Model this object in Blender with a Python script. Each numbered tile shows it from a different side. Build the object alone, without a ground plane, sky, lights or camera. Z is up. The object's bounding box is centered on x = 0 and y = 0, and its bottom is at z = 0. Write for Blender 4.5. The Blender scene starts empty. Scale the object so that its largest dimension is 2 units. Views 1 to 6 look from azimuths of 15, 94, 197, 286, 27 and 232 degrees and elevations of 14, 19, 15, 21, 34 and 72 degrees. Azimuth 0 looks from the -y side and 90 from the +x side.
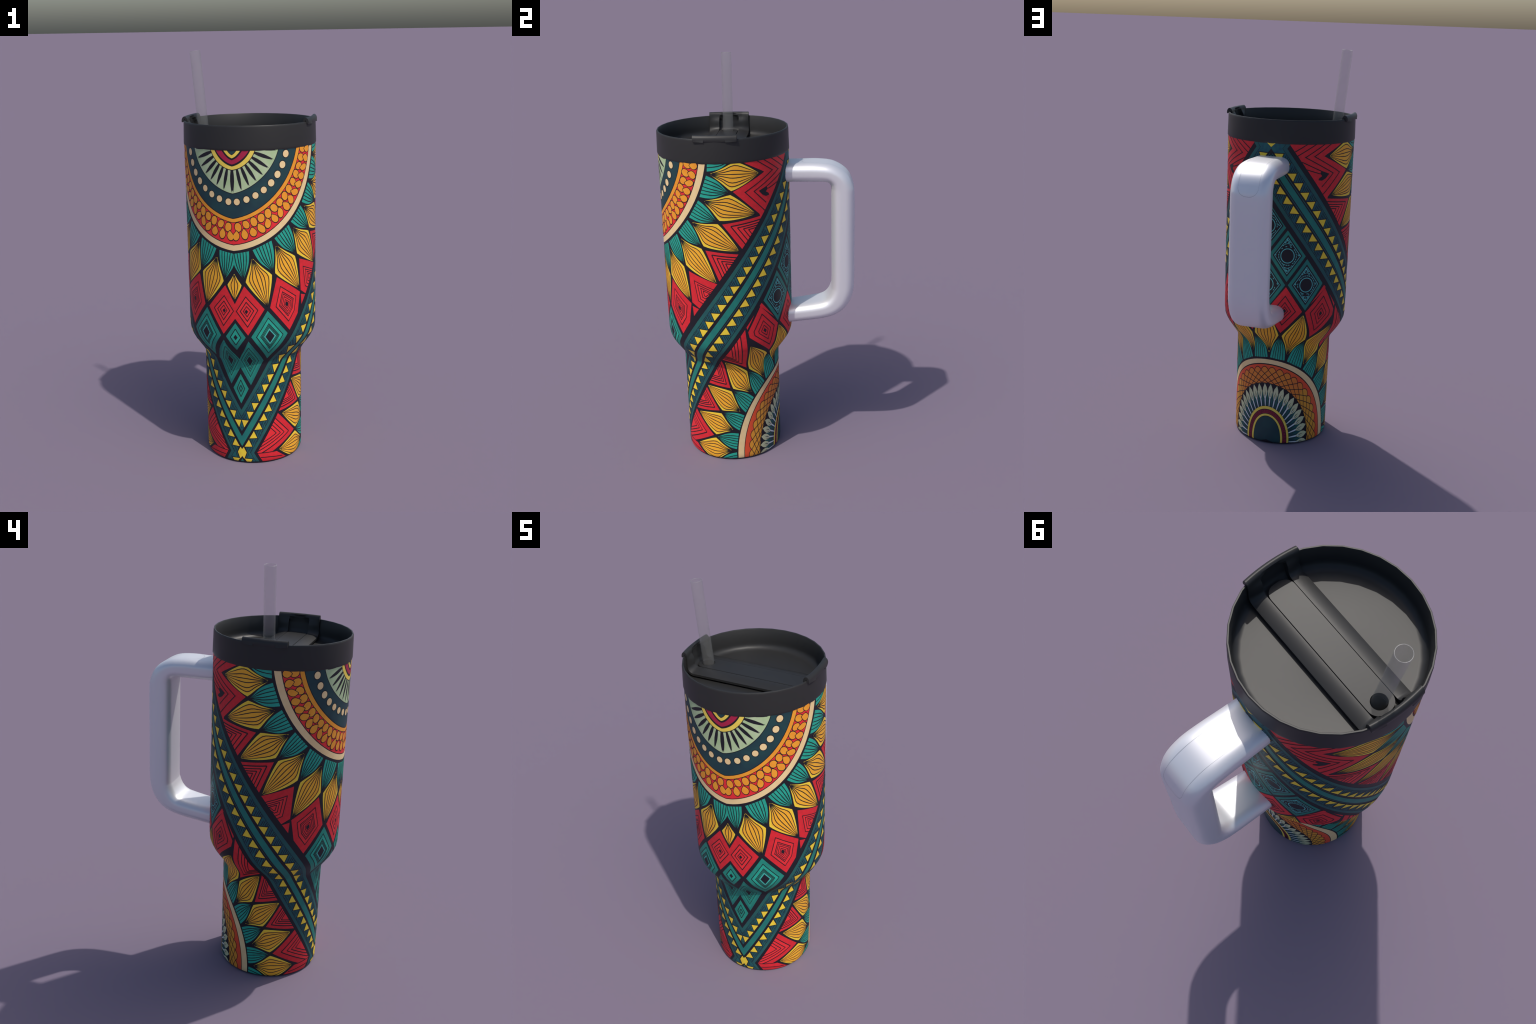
# Insulated handle tumbler with a printed mandala wrap, black flip lid and clear straw.
import bpy, bmesh, math, random
from math import sin, cos, radians, pi, hypot, sqrt
from mathutils import Vector
from mathutils.geometry import tessellate_polygon

rng = random.Random(11)
CY = -0.1575                      # the cup axis stands at x = 0, y = CY

# ------------------------------------------------------------------ materials
def lin(c):
    return tuple(((v / 255) / 12.92 if v / 255 <= 0.04045 else ((v / 255 + 0.055) / 1.055) ** 2.4) for v in c)

def material(name, rgb, rough=0.5, metallic=0.0, vary=0.0, scale=40.0, tint=None, spec=0.5, bump=0.0):
    """Principled material; colour wanders a little (towards `tint`) on object-space noise."""
    m = bpy.data.materials.new(name)
    m.use_nodes = True
    nt = m.node_tree
    b = nt.nodes["Principled BSDF"]
    base = lin(rgb)
    b.inputs["Base Color"].default_value = (*base, 1)
    b.inputs["Roughness"].default_value = rough
    b.inputs["Metallic"].default_value = metallic
    b.inputs["Specular IOR Level"].default_value = spec
    if vary or tint:
        tc = nt.nodes.new("ShaderNodeTexCoord")
        no = nt.nodes.new("ShaderNodeTexNoise")
        no.inputs["Scale"].default_value = scale
        no.inputs["Detail"].default_value = 3
        nt.links.new(tc.outputs["Object"], no.inputs["Vector"])
        cr = nt.nodes.new("ShaderNodeValToRGB")
        other = lin(tint) if tint else tuple(v * (1 - vary) for v in base)
        cr.color_ramp.elements[0].position, cr.color_ramp.elements[1].position = 0.35, 0.65
        cr.color_ramp.elements[0].color = (*base, 1)
        cr.color_ramp.elements[1].color = (*other, 1)
        nt.links.new(no.outputs["Fac"], cr.inputs["Fac"])
        nt.links.new(cr.outputs["Color"], b.inputs["Base Color"])
    if bump:
        tc = nt.nodes.new("ShaderNodeTexCoord")
        no = nt.nodes.new("ShaderNodeTexNoise")
        no.inputs["Scale"].default_value = 500
        bp = nt.nodes.new("ShaderNodeBump")
        bp.inputs["Strength"].default_value = bump
        bp.inputs["Distance"].default_value = 0.001
        nt.links.new(tc.outputs["Object"], no.inputs["Vector"])
        nt.links.new(no.outputs["Fac"], bp.inputs["Height"])
        nt.links.new(bp.outputs["Normal"], b.inputs["Normal"])
    return m

PR, PSPEC = 0.55, 0.35
INK = material("ink_black", (28, 26, 36), PR, spec=PSPEC)
COL = dict(
    ink=INK,
    red=material("print_red", (224, 42, 52), PR, vary=0.12, scale=60, spec=PSPEC),
    red_hot=material("print_hot_red", (240, 50, 56), PR, vary=0.10, scale=60, spec=PSPEC),
    yellow=material("print_yellow", (250, 216, 66), PR, tint=(248, 206, 60), scale=50, spec=PSPEC),
    amber=material("print_amber", (250, 184, 52), PR, tint=(248, 174, 46), scale=40, spec=PSPEC),
    lemon=material("print_lemon", (246, 216, 62), PR, tint=(240, 202, 64), scale=60, spec=PSPEC),
    teal=material("print_teal", (42, 172, 150), PR, tint=(38, 158, 138), scale=40, spec=PSPEC),
    jade=material("print_jade", (36, 146, 128), PR, tint=(34, 132, 118), scale=24, spec=PSPEC),
    sea=material("print_sea_teal", (34, 128, 114), PR, tint=(32, 116, 112), scale=22, spec=PSPEC),
    deep=material("print_deep_teal", (34, 86, 90), PR, tint=(36, 96, 92), scale=20, spec=PSPEC),
    hatch=material("print_hatch_blue", (28, 78, 94), PR, tint=(30, 98, 98), scale=60, spec=PSPEC),
    navy=material("print_navy", (30, 58, 68), PR, tint=(34, 70, 74), scale=14, spec=PSPEC),
    sage=material("print_sage", (186, 202, 164), PR, tint=(172, 198, 148), scale=30, spec=PSPEC),
    cream=material("print_cream", (242, 214, 160), PR, tint=(240, 206, 150), scale=30, spec=PSPEC),
    orange=material("print_orange", (244, 164, 50), PR, tint=(240, 152, 44), scale=40, spec=PSPEC),
    rust=material("print_rust", (226, 124, 54), PR, tint=(230, 136, 50), scale=14, spec=PSPEC),
    scale=material("print_scale_orange", (232, 162, 52), PR, tint=(228, 148, 52), scale=14, spec=PSPEC),
    ember=material("print_ember", (232, 92, 50), PR, tint=(234, 78, 50), scale=9, spec=PSPEC),
    bone=material("print_bone", (212, 212, 172), PR, tint=(200, 204, 160), scale=30, spec=PSPEC),
    crimson=material("print_crimson", (176, 36, 72), PR, vary=0.1, scale=40, spec=PSPEC),
    gold=material("print_gold", (240, 214, 96), PR, tint=(236, 204, 80), scale=30, spec=PSPEC),
    aqua=material("print_aqua", (92, 190, 190), PR, vary=0.15, scale=60, spec=PSPEC),
    white=material("print_white", (214, 222, 226), PR, spec=PSPEC),
)
BLACK = material("black_plastic", (44, 44, 44), 0.46, spec=0.36)
SILVER = material("silver_coat", (238, 238, 242), 0.42, metallic=0.45, bump=0.0)
SEAM = material("seam_grey", (150, 154, 164), 0.5, metallic=0.5)

def clear_plastic(name, tint, low, high, rough):
    """Thin clear wall: tinted pass-through with a glossy film that thickens towards the tube's edges."""
    m = bpy.data.materials.new(name)
    m.use_nodes = True
    nt = m.node_tree
    nt.nodes.clear()
    out = nt.nodes.new("ShaderNodeOutputMaterial")
    tr = nt.nodes.new("ShaderNodeBsdfTransparent")
    tr.inputs["Color"].default_value = (tint, tint, tint, 1)
    gl = nt.nodes.new("ShaderNodeBsdfPrincipled")
    gl.inputs["Base Color"].default_value = (0.75, 0.75, 0.73, 1)
    gl.inputs["Metallic"].default_value = 0.6
    gl.inputs["Roughness"].default_value = rough
    mix_ = nt.nodes.new("ShaderNodeMixShader")
    lw = nt.nodes.new("ShaderNodeLayerWeight")
    lw.inputs["Blend"].default_value = 0.3
    mr = nt.nodes.new("ShaderNodeMapRange")
    mr.inputs["To Min"].default_value, mr.inputs["To Max"].default_value = low, high
    nt.links.new(lw.outputs["Facing"], mr.inputs["Value"])
    nt.links.new(mr.outputs["Result"], mix_.inputs[0])
    nt.links.new(tr.outputs[0], mix_.inputs[1])
    nt.links.new(gl.outputs[0], mix_.inputs[2])
    nt.links.new(mix_.outputs[0], out.inputs["Surface"])
    return m
CLEAR = clear_plastic("clear_plastic", 0.970, 0.065, 0.18, 0.32)
CLEAR_RIM = clear_plastic("clear_plastic_rim", 0.95, 0.12, 0.25, 0.4)

# ------------------------------------------------------------------ helpers
def add_object(name, mesh, parent, mat=None):
    ob = bpy.data.objects.new(name, mesh)
    bpy.context.scene.collection.objects.link(ob)
    if mat:
        mesh.materials.append(mat)
    if parent:
        ob.parent = parent
    return ob

def mesh_of(name, verts, faces, smooth=True, angle=None):
    me = bpy.data.meshes.new(name)
    me.from_pydata([tuple(v) for v in verts], [], faces)
    bm = bmesh.new()
    bm.from_mesh(me)
    bmesh.ops.recalc_face_normals(bm, faces=bm.faces)
    bm.to_mesh(me)
    bm.free()
    if smooth:
        me.polygons.foreach_set("use_smooth", [True] * len(me.polygons))
        if angle:
            me.set_sharp_from_angle(angle=radians(angle))
    return me

def revolve(profile, seg, close_start=False, close_end=False, phase=0.0):
    verts, faces = [], []
    n = len(profile)
    for j in range(seg):
        t = 2 * pi * j / seg + phase
        for r, z in profile:
            verts.append((r * sin(t), CY - r * cos(t), z))
    for j in range(seg):
        k = (j + 1) % seg
        for i in range(n - 1):
            faces.append((j * n + i, k * n + i, k * n + i + 1, j * n + i + 1))
    if close_start:
        faces.append([j * n for j in range(seg)])
    if close_end:
        faces.append([j * n + n - 1 for j in range(seg)])
    return verts, faces

def catmull(pts, per=8, closed=False):
    out = []
    n = len(pts)
    rng_n = n if closed else n - 1
    for i in range(rng_n):
        p0 = pts[(i - 1) % n] if closed or i > 0 else pts[0]
        p1, p2 = pts[i], pts[(i + 1) % n]
        p3 = pts[(i + 2) % n] if closed or i + 2 < n else pts[-1]
        for s in range(per):
            t = s / per
            out.append(tuple(0.5 * (2 * b + (c - a) * t + (2 * a - 5 * b + 4 * c - d) * t * t
                                    + (3 * b - a - 3 * c + d) * t ** 3)
                             for a, b, c, d in zip(p0, p1, p2, p3)))
    if not closed:
        out.append(tuple(pts[-1]))
    return out

# ------------------------------------------------------------------ the thing
tumbler = bpy.data.objects.new("tumbler", None)
tumbler.location = (0, CY, 0)
bpy.context.scene.collection.objects.link(tumbler)
tumbler["label"] = "tall handled travel tumbler with colourful mandala print and straw"
tumbler["category"] = "travel mug"
ROOT_OFFSET = Vector((0, -CY, 0))
def attach(name, mesh, mat=None, parent=None):
    """Meshes are written in world coordinates; move them into the root's frame."""
    mesh.transform(__import__("mathutils").Matrix.Translation(ROOT_OFFSET))
    return add_object(name, mesh, parent or tumbler, mat)

# ------------------------------------------------------------------ cup body
NECK = [(0.0, 0.2320), (0.004, 0.2365), (0.012, 0.2398), (0.03, 0.2408), (0.518, 0.2410), (0.534, 0.2425), (0.546, 0.2480),
        (0.562, 0.2580), (0.588, 0.2765), (0.612, 0.2930), (0.632, 0.3035), (0.652, 0.3105), (0.674, 0.3132),
        (0.70, 0.3139), (1.575, 0.3139)]
def body_radius(z):
    if z <= NECK[0][0]:
        return NECK[0][1]
    for (z0, r0), (z1, r1) in zip(NECK, NECK[1:]):
        if z <= z1:
            return r0 + (r1 - r0) * (z - z0) / (z1 - z0)
    return NECK[-1][1]
def body_slope(z):
    e = 0.006
    return (body_radius(z + e) - body_radius(z - e)) / (2 * e)

prof = [(r, z) for z, r in NECK]
v, f = revolve(prof, 128, close_start=True)
body = attach("cup_body", mesh_of("cup_body", v, f, angle=50), INK)

# ------------------------------------------------------------------ printed wrap
# Drawn in wrap coordinates: t = degrees round the cup from the front seam, z = height.
# K turns degrees into the drawing's own metric, in which the mandalas are round.
K = 0.345 * pi / 180
Z_LO, Z_HI = 0.006, 1.574

def clip_half(poly, fn):
    """Keep the part of a convex polygon where fn(point) >= 0."""
    out = []
    n = len(poly)
    for i in range(n):
        a, b = poly[i], poly[(i + 1) % n]
        fa, fb = fn(a), fn(b)
        if fa >= 0:
            out.append(a)
        if (fa > 0 > fb) or (fa < 0 < fb):
            s = fa / (fa - fb)
            out.append((a[0] + (b[0] - a[0]) * s, a[1] + (b[1] - a[1]) * s))
    return out

def cut_rows(poly, axis, cuts):
    """Slice a convex polygon along lines axis = c."""
    parts, rest = [], poly
    lo, hi = min(p[axis] for p in poly), max(p[axis] for p in poly)
    for c in cuts:
        if c <= lo or c >= hi:
            continue
        below = clip_half(rest, lambda p: c - p[axis])
        rest = clip_half(rest, lambda p: p[axis] - c)
        if len(below) > 2:
            parts.append(below)
        if len(rest) < 3:
            return parts
    if len(rest) > 2:
        parts.append(rest)
    return parts

T_CUTS = [i * 3.0 for i in range(61)]
Z_CUTS = [0.012, 0.03] + [z for z, _ in NECK if 0.5 < z < 0.71]

class Piece:
    """One printed shape: faces lying a hair proud of the cup."""
    def __init__(self):
        self.polys = []
    def add(self, pts, lift, mirror, clips=()):
        if len(pts) == 3 or len(pts) == 4 and False:
            tris = [pts]
        else:
            idx = tessellate_polygon([[Vector((p[0] * K, p[1], 0)) for p in pts]])
            tris = [[pts[i] for i in tri] for tri in idx]
        lims = [lambda p: p[0], lambda p: 180 - p[0], lambda p: p[1] - Z_LO, lambda p: Z_HI - p[1]] + list(clips)
        for poly in [part for tri in tris for part in cut_rows(tri, 1, [FRONT_X])]:   # the clips bend at the crossing
            for fn in lims:
                poly = clip_half(poly, fn)
                if len(poly) < 3:
                    break
            if len(poly) < 3:
                continue
            for strip in cut_rows(poly, 0, T_CUTS):
                for cell in cut_rows(strip, 1, Z_CUTS):
                    self.polys.append(([(p[0] * mirror, p[1]) for p in cell], lift))
    def mesh(self, name):
        verts, faces, normals = [], [], []
        for poly, lift in self.polys:
            clean = []
            for p in poly:
                if not clean or hypot((p[0] - clean[-1][0]) * K, p[1] - clean[-1][1]) > 1e-5:
                    clean.append(p)
            if len(clean) > 2 and hypot((clean[0][0] - clean[-1][0]) * K, clean[0][1] - clean[-1][1]) < 1e-5:
                clean.pop()
            if len(clean) < 3:
                continue
            area = sum(a[0] * b[1] - b[0] * a[1] for a, b in zip(clean, clean[1:] + clean[:1]))
            if abs(area) < 1e-6:
                continue
            if area < 0:
                clean.reverse()
            base = len(verts)
            for t, z in clean:
                a, s = radians(t), body_slope(z)
                r = body_radius(z) + lift
                verts.append((r * sin(a), -r * cos(a), z))
                normals.append(Vector((sin(a), -cos(a), -s)).normalized())
            faces.append(list(range(base, base + len(clean))))
        if not faces:
            return None
        me = bpy.data.meshes.new(name)
        me.from_pydata(verts, [], faces)
        me.polygons.foreach_set("use_smooth", [True] * len(faces))
        me.normals_split_custom_set_from_vertices(normals)
        return me

LIFT = {1: 0.0004, 2: 0.0008, 2.5: 0.0010, 3: 0.0012, 4: 0.0016}
joined = {}          # (name, colour) -> Piece, for strokes too fine to pick apart
def fill(name, pts, colour, layer=1, clips=(), single=True, sides=(1, -1), joined_kind=True):
    """Print a filled outline on both mirrored halves of the wrap."""
    for side in sides:
        if single:
            p = Piece()
            p.add(pts, LIFT[layer], side, clips)
            me = p.mesh(name)
            if me:
                add_object(name, me, body, COL[colour])
        else:
            joined.setdefault((name, colour), Piece()).add(pts, LIFT[layer], side, clips)

def stroke(name, pts, width, colour="ink", layer=2, taper=(1, 1), clips=(), sides=(1, -1)):
    """Pen line of the given width (metres in the drawing's metric) along pts."""
    n = len(pts)
    L, R = [], []
    for i, p in enumerate(pts):
        a, b = pts[max(i - 1, 0)], pts[min(i + 1, n - 1)]
        dx, dz = (b[0] - a[0]) * K, b[1] - a[1]
        l = hypot(dx, dz) or 1
        miter = 1.0
        if 0 < i < n - 1:
            ux, uz = (p[0] - a[0]) * K, p[1] - a[1]
            ul = hypot(ux, uz) or 1
            miter = min(1 / max(abs(ux * dx + uz * dz) / (ul * l), 0.45), 2.0)
        u = i / (n - 1)
        w = width / 2 * miter * (taper[0] + (1 - taper[0]) * min(1, u * 3)) * (taper[1] + (1 - taper[1]) * min(1, (1 - u) * 3))
        L.append((p[0] - dz / l * w / K, p[1] + dx / l * w))
        R.append((p[0] + dz / l * w / K, p[1] - dx / l * w))
    for i in range(n - 1):
        for tri in ((L[i], L[i + 1], R[i + 1]), (L[i], R[i + 1], R[i])):
            for side in sides:
                joined.setdefault((name, colour), Piece()).add(list(tri), LIFT[layer], side, clips)

def outline(name, pts, width, **kw):
    loop = list(pts) + [pts[0]]
    for a, b in zip(loop, loop[1:]):
        ext = width * 0.45
        l = hypot((b[0] - a[0]) * K, b[1] - a[1]) or 1
        d = ((b[0] - a[0]) / l * ext, (b[1] - a[1]) / l * ext)
        stroke(name, [(a[0] - d[0], a[1] - d[1]), (b[0] + d[0], b[1] + d[1])], width, **kw)

def mix(a, b, s):
    return (a[0] + (b[0] - a[0]) * s, a[1] + (b[1] - a[1]) * s)
def centroid(pts):
    return (sum(p[0] for p in pts) / len(pts), sum(p[1] for p in pts) / len(pts))
def shrink(pts, s, c=None):
    c = c or centroid(pts)
    return [mix(c, p, s) for p in pts]
def inset_to(pts, s, c):
    return [mix(c, p, s) for p in pts]

# slanting lines of the ribbon: t on the line at height z
def slant(t75, slope=0.00764):
    return lambda z: t75 + (z - 0.75) / slope
E0 = slant(54.8, 0.00748)     # red | black border
E1 = slant(61.3, 0.00761)     # black | deep teal stripe
E2 = slant(65.6, 0.00764)     # deep teal | hatching
EA = slant(67.9, 0.00766)     # outer corners of the upper triangles
E3 = slant(76.3, 0.00766)     # their inner corners, on the centre line
E4 = slant(79.6, 0.00762)     # centre stripe
E5 = slant(86.3, 0.00766)
E6 = slant(89.5, 0.00763)     # inner corners of the lower triangles
EB = slant(98.6, 0.00768)
E7 = slant(100.6, 0.00766)
E8 = slant(104.7, 0.00766)
E9 = slant(109.1, 0.00760)
def before(line, gap=0.0):    # the front-mandala side of a slanting line
    return lambda p: (line(p[1]) - gap - p[0])
def after(line, gap=0.0):
    # under the front crossing the ribbon turns back outwards
    return lambda p: (p[0] - line(max(p[1], 2 * FRONT_X - p[1])) - gap)
FRONT_X, BACK_X = 0.056, 1.547      # heights where the ribbons cross and mirror themselves

def with_crossings(pts_fn):
    """Run a ribbon drawing three times: plain, folded at the front foot and at the back top."""
    pts_fn(lambda p: p, [lambda p: p[1] - FRONT_X, lambda p: BACK_X - p[1]])
    pts_fn(lambda p: (p[0], 2 * FRONT_X - p[1]), [lambda p: FRONT_X - p[1]])
    pts_fn(lambda p: (p[0], 2 * BACK_X - p[1]), [lambda p: p[1] - BACK_X])

def ribbon(tf, clips):
    def band(name, la, lb, colour, layer=1):
        zs = [-0.08 + 1.75 * i / 6 for i in range(7)]
        pts = [(la(z), z) for z in zs] + [(lb(z), z) for z in reversed(zs)]
        fill(name, [tf(p) for p in pts], colour, layer, clips, single=True)
    band("ribbon_edge", E1, E2, "deep")
    band("ribbon_hatching", E2, slant(75.9), "hatch")
    band("ribbon_stripe", E4, E5, "sea")
    band("ribbon_hatching", slant(90.0), E7, "hatch")
    band("ribbon_edge", E7, E8, "deep")
    # thin companion lines beside the centre stripe, clearest towards the back
    stroke("ribbon_line", [tf((E4(z) - 1.7, z)) for z in (1.0, 1.25, 1.52)], 0.0042, "deep", 1, (0.2, 1), clips)
    stroke("ribbon_line", [tf((E5(z) + 1.5, z)) for z in (0.62, 1.0, 1.25, 1.44)], 0.0042, "hatch", 1, (0.2, 1), clips)
    stroke("ribbon_line", [tf((E2(z), z)) for z in (0.0, 0.8, 1.6)], 0.0016, "ink", 2, (1, 1), clips)
    stroke("ribbon_line", [tf((E7(z), z)) for z in (0.0, 0.8, 1.6)], 0.0022, "ink", 2, (1, 1), clips)
with_crossings(ribbon)

def triangles(tf, clips):
    def tri(a, b, c):
        cc = centroid([a, b, c])
        fill("triangle_outline", [tf(p) for p in inset_to([a, b, c], 1.27, cc)], "ink", 2, clips, single=False)
        fill("triangle", [tf(p) for p in inset_to([a, b, c], 0.97, cc)], "lemon", 3, clips)
    heights = [0.185, 0.231, 0.277, 0.323, 0.370, 0.417, 0.466, 0.515, 0.564, 0.613] + [0.662 + 0.0453 * i for i in range(20)]
    for z0, z in zip(heights, heights[1:]):
        tri((EA(z) + 0.2, z), (E3(z) - 0.1, z - 0.001), (E3(z0) + 0.5, z0 + 0.006))
        # pen hatching in the gap above the next triangle
        for j in range(5):
            u = 0.05 + 0.20 * j
            foot = (EA(z0) + (E3(z0) - EA(z0)) * (u - 0.1), z0 + 0.004)
            top = (foot[0] - 4.6 * (1.05 - 0.55 * u), foot[1] + (z - z0) * (1.15 - 0.3 * u) * rng.uniform(0.75, 1.05))
            stroke("hatching", [tf(foot), tf(mix(foot, top, 0.5)), tf(top)], 0.0034, "ink", 2, (1, 0.3),
                   clips + [before(slant(75.9))] + [(lambda p: p[0] - E2(p[1]) - 0.2)])
    z = 0.134 - 0.046 * 2
    while z < 1.5:
        z1 = z + 0.0460
        tri((E6(z) + 0.1, z), (EB(z) - 0.2, z + 0.002), (E6(z1) - 0.5, z1 - 0.006))
        for j in range(5):
            u = 0.06 + 0.20 * j
            head = (E6(z1) + (EB(z1) - E6(z1)) * (u + 0.08), z1 - 0.003)
            low = (head[0] + 4.2 * (0.45 + 0.5 * u), head[1] - 0.046 * (0.75 + 0.4 * u) * rng.uniform(0.7, 1.05))
            stroke("hatching", [tf(head), tf(mix(head, low, 0.5)), tf(low)], 0.0034, "ink", 2, (1, 0.3),
                   clips + [(lambda p: E7(p[1]) - 0.2 - p[0]), (lambda p: p[0] - slant(90.0)(p[1]))])
        z = z1
with_crossings(triangles)
# crossing motifs: the small lozenge at the foot of the front and the chip at the top of the back
fill("triangle", [(0, 0.074), (2.0, 0.086), (5.3, 0.057), (2.4, 0.022), (0, 0.037)], "lemon", 4)
fill("triangle_outline", [(0, 0.09), (3, 0.09), (6.6, 0.057), (3, 0.024), (0, 0.024)], "ink", 3, single=False)
fill("triangle", [(180, 1.551), (176.2, 1.5705), (180, 1.5705)], "lemon", 4)

# ---- the two mandalas share one set of rules, in polar coordinates about their centres
class Mandala:
    def __init__(self, back):
        self.back = back
        self.zc = 0.02 if back else 1.60
    def at(self, a, rho):
        """a: degrees from the horizontal towards the middle of the cup; rho: radius in the drawing's metric."""
        x = rho * cos(radians(a)) / K
        y = rho * sin(radians(a))
        return (180 - x, self.zc + y) if self.back else (x, self.zc - y)
    DIPS = [(0.04, 0.010), (0.10, 0.010), (0.122, 0.006), (0.24, 0.020), (0.35, 0.028)]
    def ring(self, rs, rb, a, dip=None):
        s = sin(radians(max(a, 0)))
        dip = lerp_table(self.DIPS, rs) if dip is None else dip
        d = 0 if self.back else dip * sin(radians(2 * max(a, 0)))
        return rs + (rb - rs) * s * s - d
    def ring_fill(self, name, inner, outer, colour, layer=1):
        angs = [-14 + 4 * i for i in range(27)]
        out = [self.at(a, self.ring(*outer, a)) for a in angs]
        inn = [self.at(a, self.ring(*inner, a)) for a in reversed(angs)] if inner else [self.at(a, 0.0) for a in (90, -14)][:1]
        # split into sectors so the triangulation stays clean
        if inner:
            for i in range(len(angs) - 1):
                q = [out[i], out[i + 1], inn[len(angs) - 2 - i], inn[len(angs) - 1 - i]]
                joined.setdefault((name, colour), Piece())
                for side in (1, -1):
                    joined[(name, colour)].add(q, LIFT[layer], side)
        else:
            c = self.at(0, 0)
            for i in range(len(angs) - 1):
                for side in (1, -1):
                    joined.setdefault((name, colour), Piece()).add([c, out[i], out[i + 1]], LIFT[layer], side)

def lerp_table(tab, a):
    if a <= tab[0][0]:
        return tab[0][1]
    for (a0, v0), (a1, v1) in zip(tab, tab[1:]):
        if a <= a1:
            return v0 + (v1 - v0) * (a - a0) / (a1 - a0)
    return tab[-1][1]

def curve(p0, ctrl, p1, n=7):
    return [mix(mix(p0, ctrl, i / n), mix(ctrl, p1, i / n), i / n) for i in range(n + 1)]
def bulge(p0, p1, amount):
    """control point that bows the segment sideways by `amount` of its length"""
    mx = mix(p0, p1, 0.5)
    dx, dz = (p1[0] - p0[0]) * K, p1[1] - p0[1]
    return (mx[0] - dz * amount / K, mx[1] + dx * amount)

def petal(name, base0, base1, side0, side1, tip, colour, inner_colour, lines, bow=0.10, base_pt=None, clips=()):
    """Leaf between base0-base1 (or a pointed base) that swells at side0/side1 and ends in tip; veined with pen lines."""
    sgn = 1 if ((side0[0] - tip[0]) * (side1[1] - tip[1]) - (side0[1] - tip[1]) * (side1[0] - tip[0])) > 0 else -1
    b0, b1 = (base_pt, base_pt) if base_pt else (base0, base1)
    def flank(b, side, sg):
        inner = bulge(b, side, (0.05 if base_pt is None else -0.03) * sg)
        outer = bulge(side, tip, bow * sg)
        return catmull([b, mix(mix(b, side, 0.55), inner, 0.8), side, mix(mix(side, tip, 0.5), outer, 0.6), tip], 4)
    left, right = soft_l, soft_r = flank(b0, side0, sgn), flank(b1, side1, -sgn)
    if base_pt is not None:     # pointed petals keep their corners at the swell
        def crisp(b, side, sg):
            return (curve(b, bulge(b, side, -0.02 * sg), side, 8)[:-1] + curve(side, bulge(side, tip, bow * sg), tip, 8))
        left, right = ([mix(p, q, 0.75) for p, q in zip(f, c)] for f, c in
                       ((soft_l, crisp(b0, side0, sgn)), (soft_r, crisp(b1, side1, -sgn))))
    pts = left + right[-2::-1] if base_pt is None else left + right[-2:0:-1]
    fill(name, pts, colour, 1, clips)
    if inner_colour:
        n = len(left)
        ln = [mix(l, r, 0.10) for l, r in zip(left, right)]
        rn = [mix(r, l, 0.10) for l, r in zip(left, right)]
        lo, hi = 3, n - 2
        core = ln[lo:hi] + [mix(ln[hi], rn[hi], 0.5)] + rn[lo:hi][::-1]
        for i in range(lo, hi):
            fill(name + "_heart", [ln[i], ln[i + 1], rn[i + 1], rn[i]], inner_colour, 2, clips, single=False)
    # veins: fractions across the leaf, drawn from base to tip, pinched where the leaf ends
    for k in range(1, lines + 1):
        u = k / (lines + 1)
        wob = rng.uniform(-0.02, 0.02)
        vein = [mix(l, r, u + wob * sin(3 * i / len(left))) for i, (l, r) in enumerate(zip(soft_l, soft_r))]
        cut = rng.randint(0, 1)
        vein = vein[(0 if base_pt is None else rng.randint(0, 1)):len(vein) - cut]
        stroke("petal_vein", vein, 0.0040, "ink", 3, (0.8, 0.35), clips)

def diamond(name, pts, colour, nest, lines=0.0038, core=None, hot=None, clips=(), centre=None):
    """Lozenge with nested pen outlines at the given scales and an optional dark core."""
    c = centre or centroid(pts)
    fill(name, pts, colour, 1, clips)
    if hot:
        fill(name + "_centre", inset_to(pts, nest[0], c), hot, 2, clips, single=False)
    for s in nest:
        outline("nested_line", inset_to(pts, s, c), lines * (1 if s > 0.4 else 0.8), layer=3, clips=clips)
    if core:
        fill(name + "_core", inset_to(pts, core, c), "ink", 3, clips, single=False)

# ---------------- front mandala (centre just under the lid, at the front seam)
F = Mandala(False)
def FR(name, ri, ro, colour, layer=1):
    F.ring_fill(name, ri, ro, colour, layer)
FR("mandala_core", None, (0.042, 0.049), "navy")
FR("mandala_ring", (0.045, 0.052), (0.061, 0.066), "gold")
FR("mandala_ring", (0.069, 0.075), (0.098, 0.094), "crimson")
FR("mandala_ring", (0.104, 0.103), (0.122, 0.118), "gold")
FR("mandala_ring", (0.126, 0.122), (0.242, 0.226), "sage")
FR("mandala_ring", (0.246, 0.230), (0.349, 0.340), "navy")
FR("mandala_ring", (0.353, 0.344), (0.374, 0.360), "orange")
FR("mandala_ring", (0.377, 0.363), (0.457, 0.464), "red_hot")
FR("mandala_ring", (0.461, 0.468), (0.494, 0.494), "cream")

# dark brush spokes on the sage ring
for i in range(9):
    a = -3.5 + 11.6 * i
    r0, r1 = F.ring(0.124, 0.120, a), F.ring(0.232, 0.219, a)
    half = 0.0084
    def spoke_edge(table):
        return [F.at(a + math.degrees(half * ww / (r0 + (r1 - r0) * s)), r0 + (r1 - r0) * s) for s, ww in table]
    pts = spoke_edge(((0.0, 0.62), (0.25, 0.95), (0.5, 1.0), (0.75, 0.72), (0.92, 0.42), (1.0, 0.50)))
    pts += spoke_edge(((0.92, 0.08), (1.05, -0.15), (0.92, -0.42), (0.75, -0.72), (0.5, -1.0), (0.25, -0.95), (0.0, -0.62)))
    fill("spoke", pts, "ink", 2)
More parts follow.
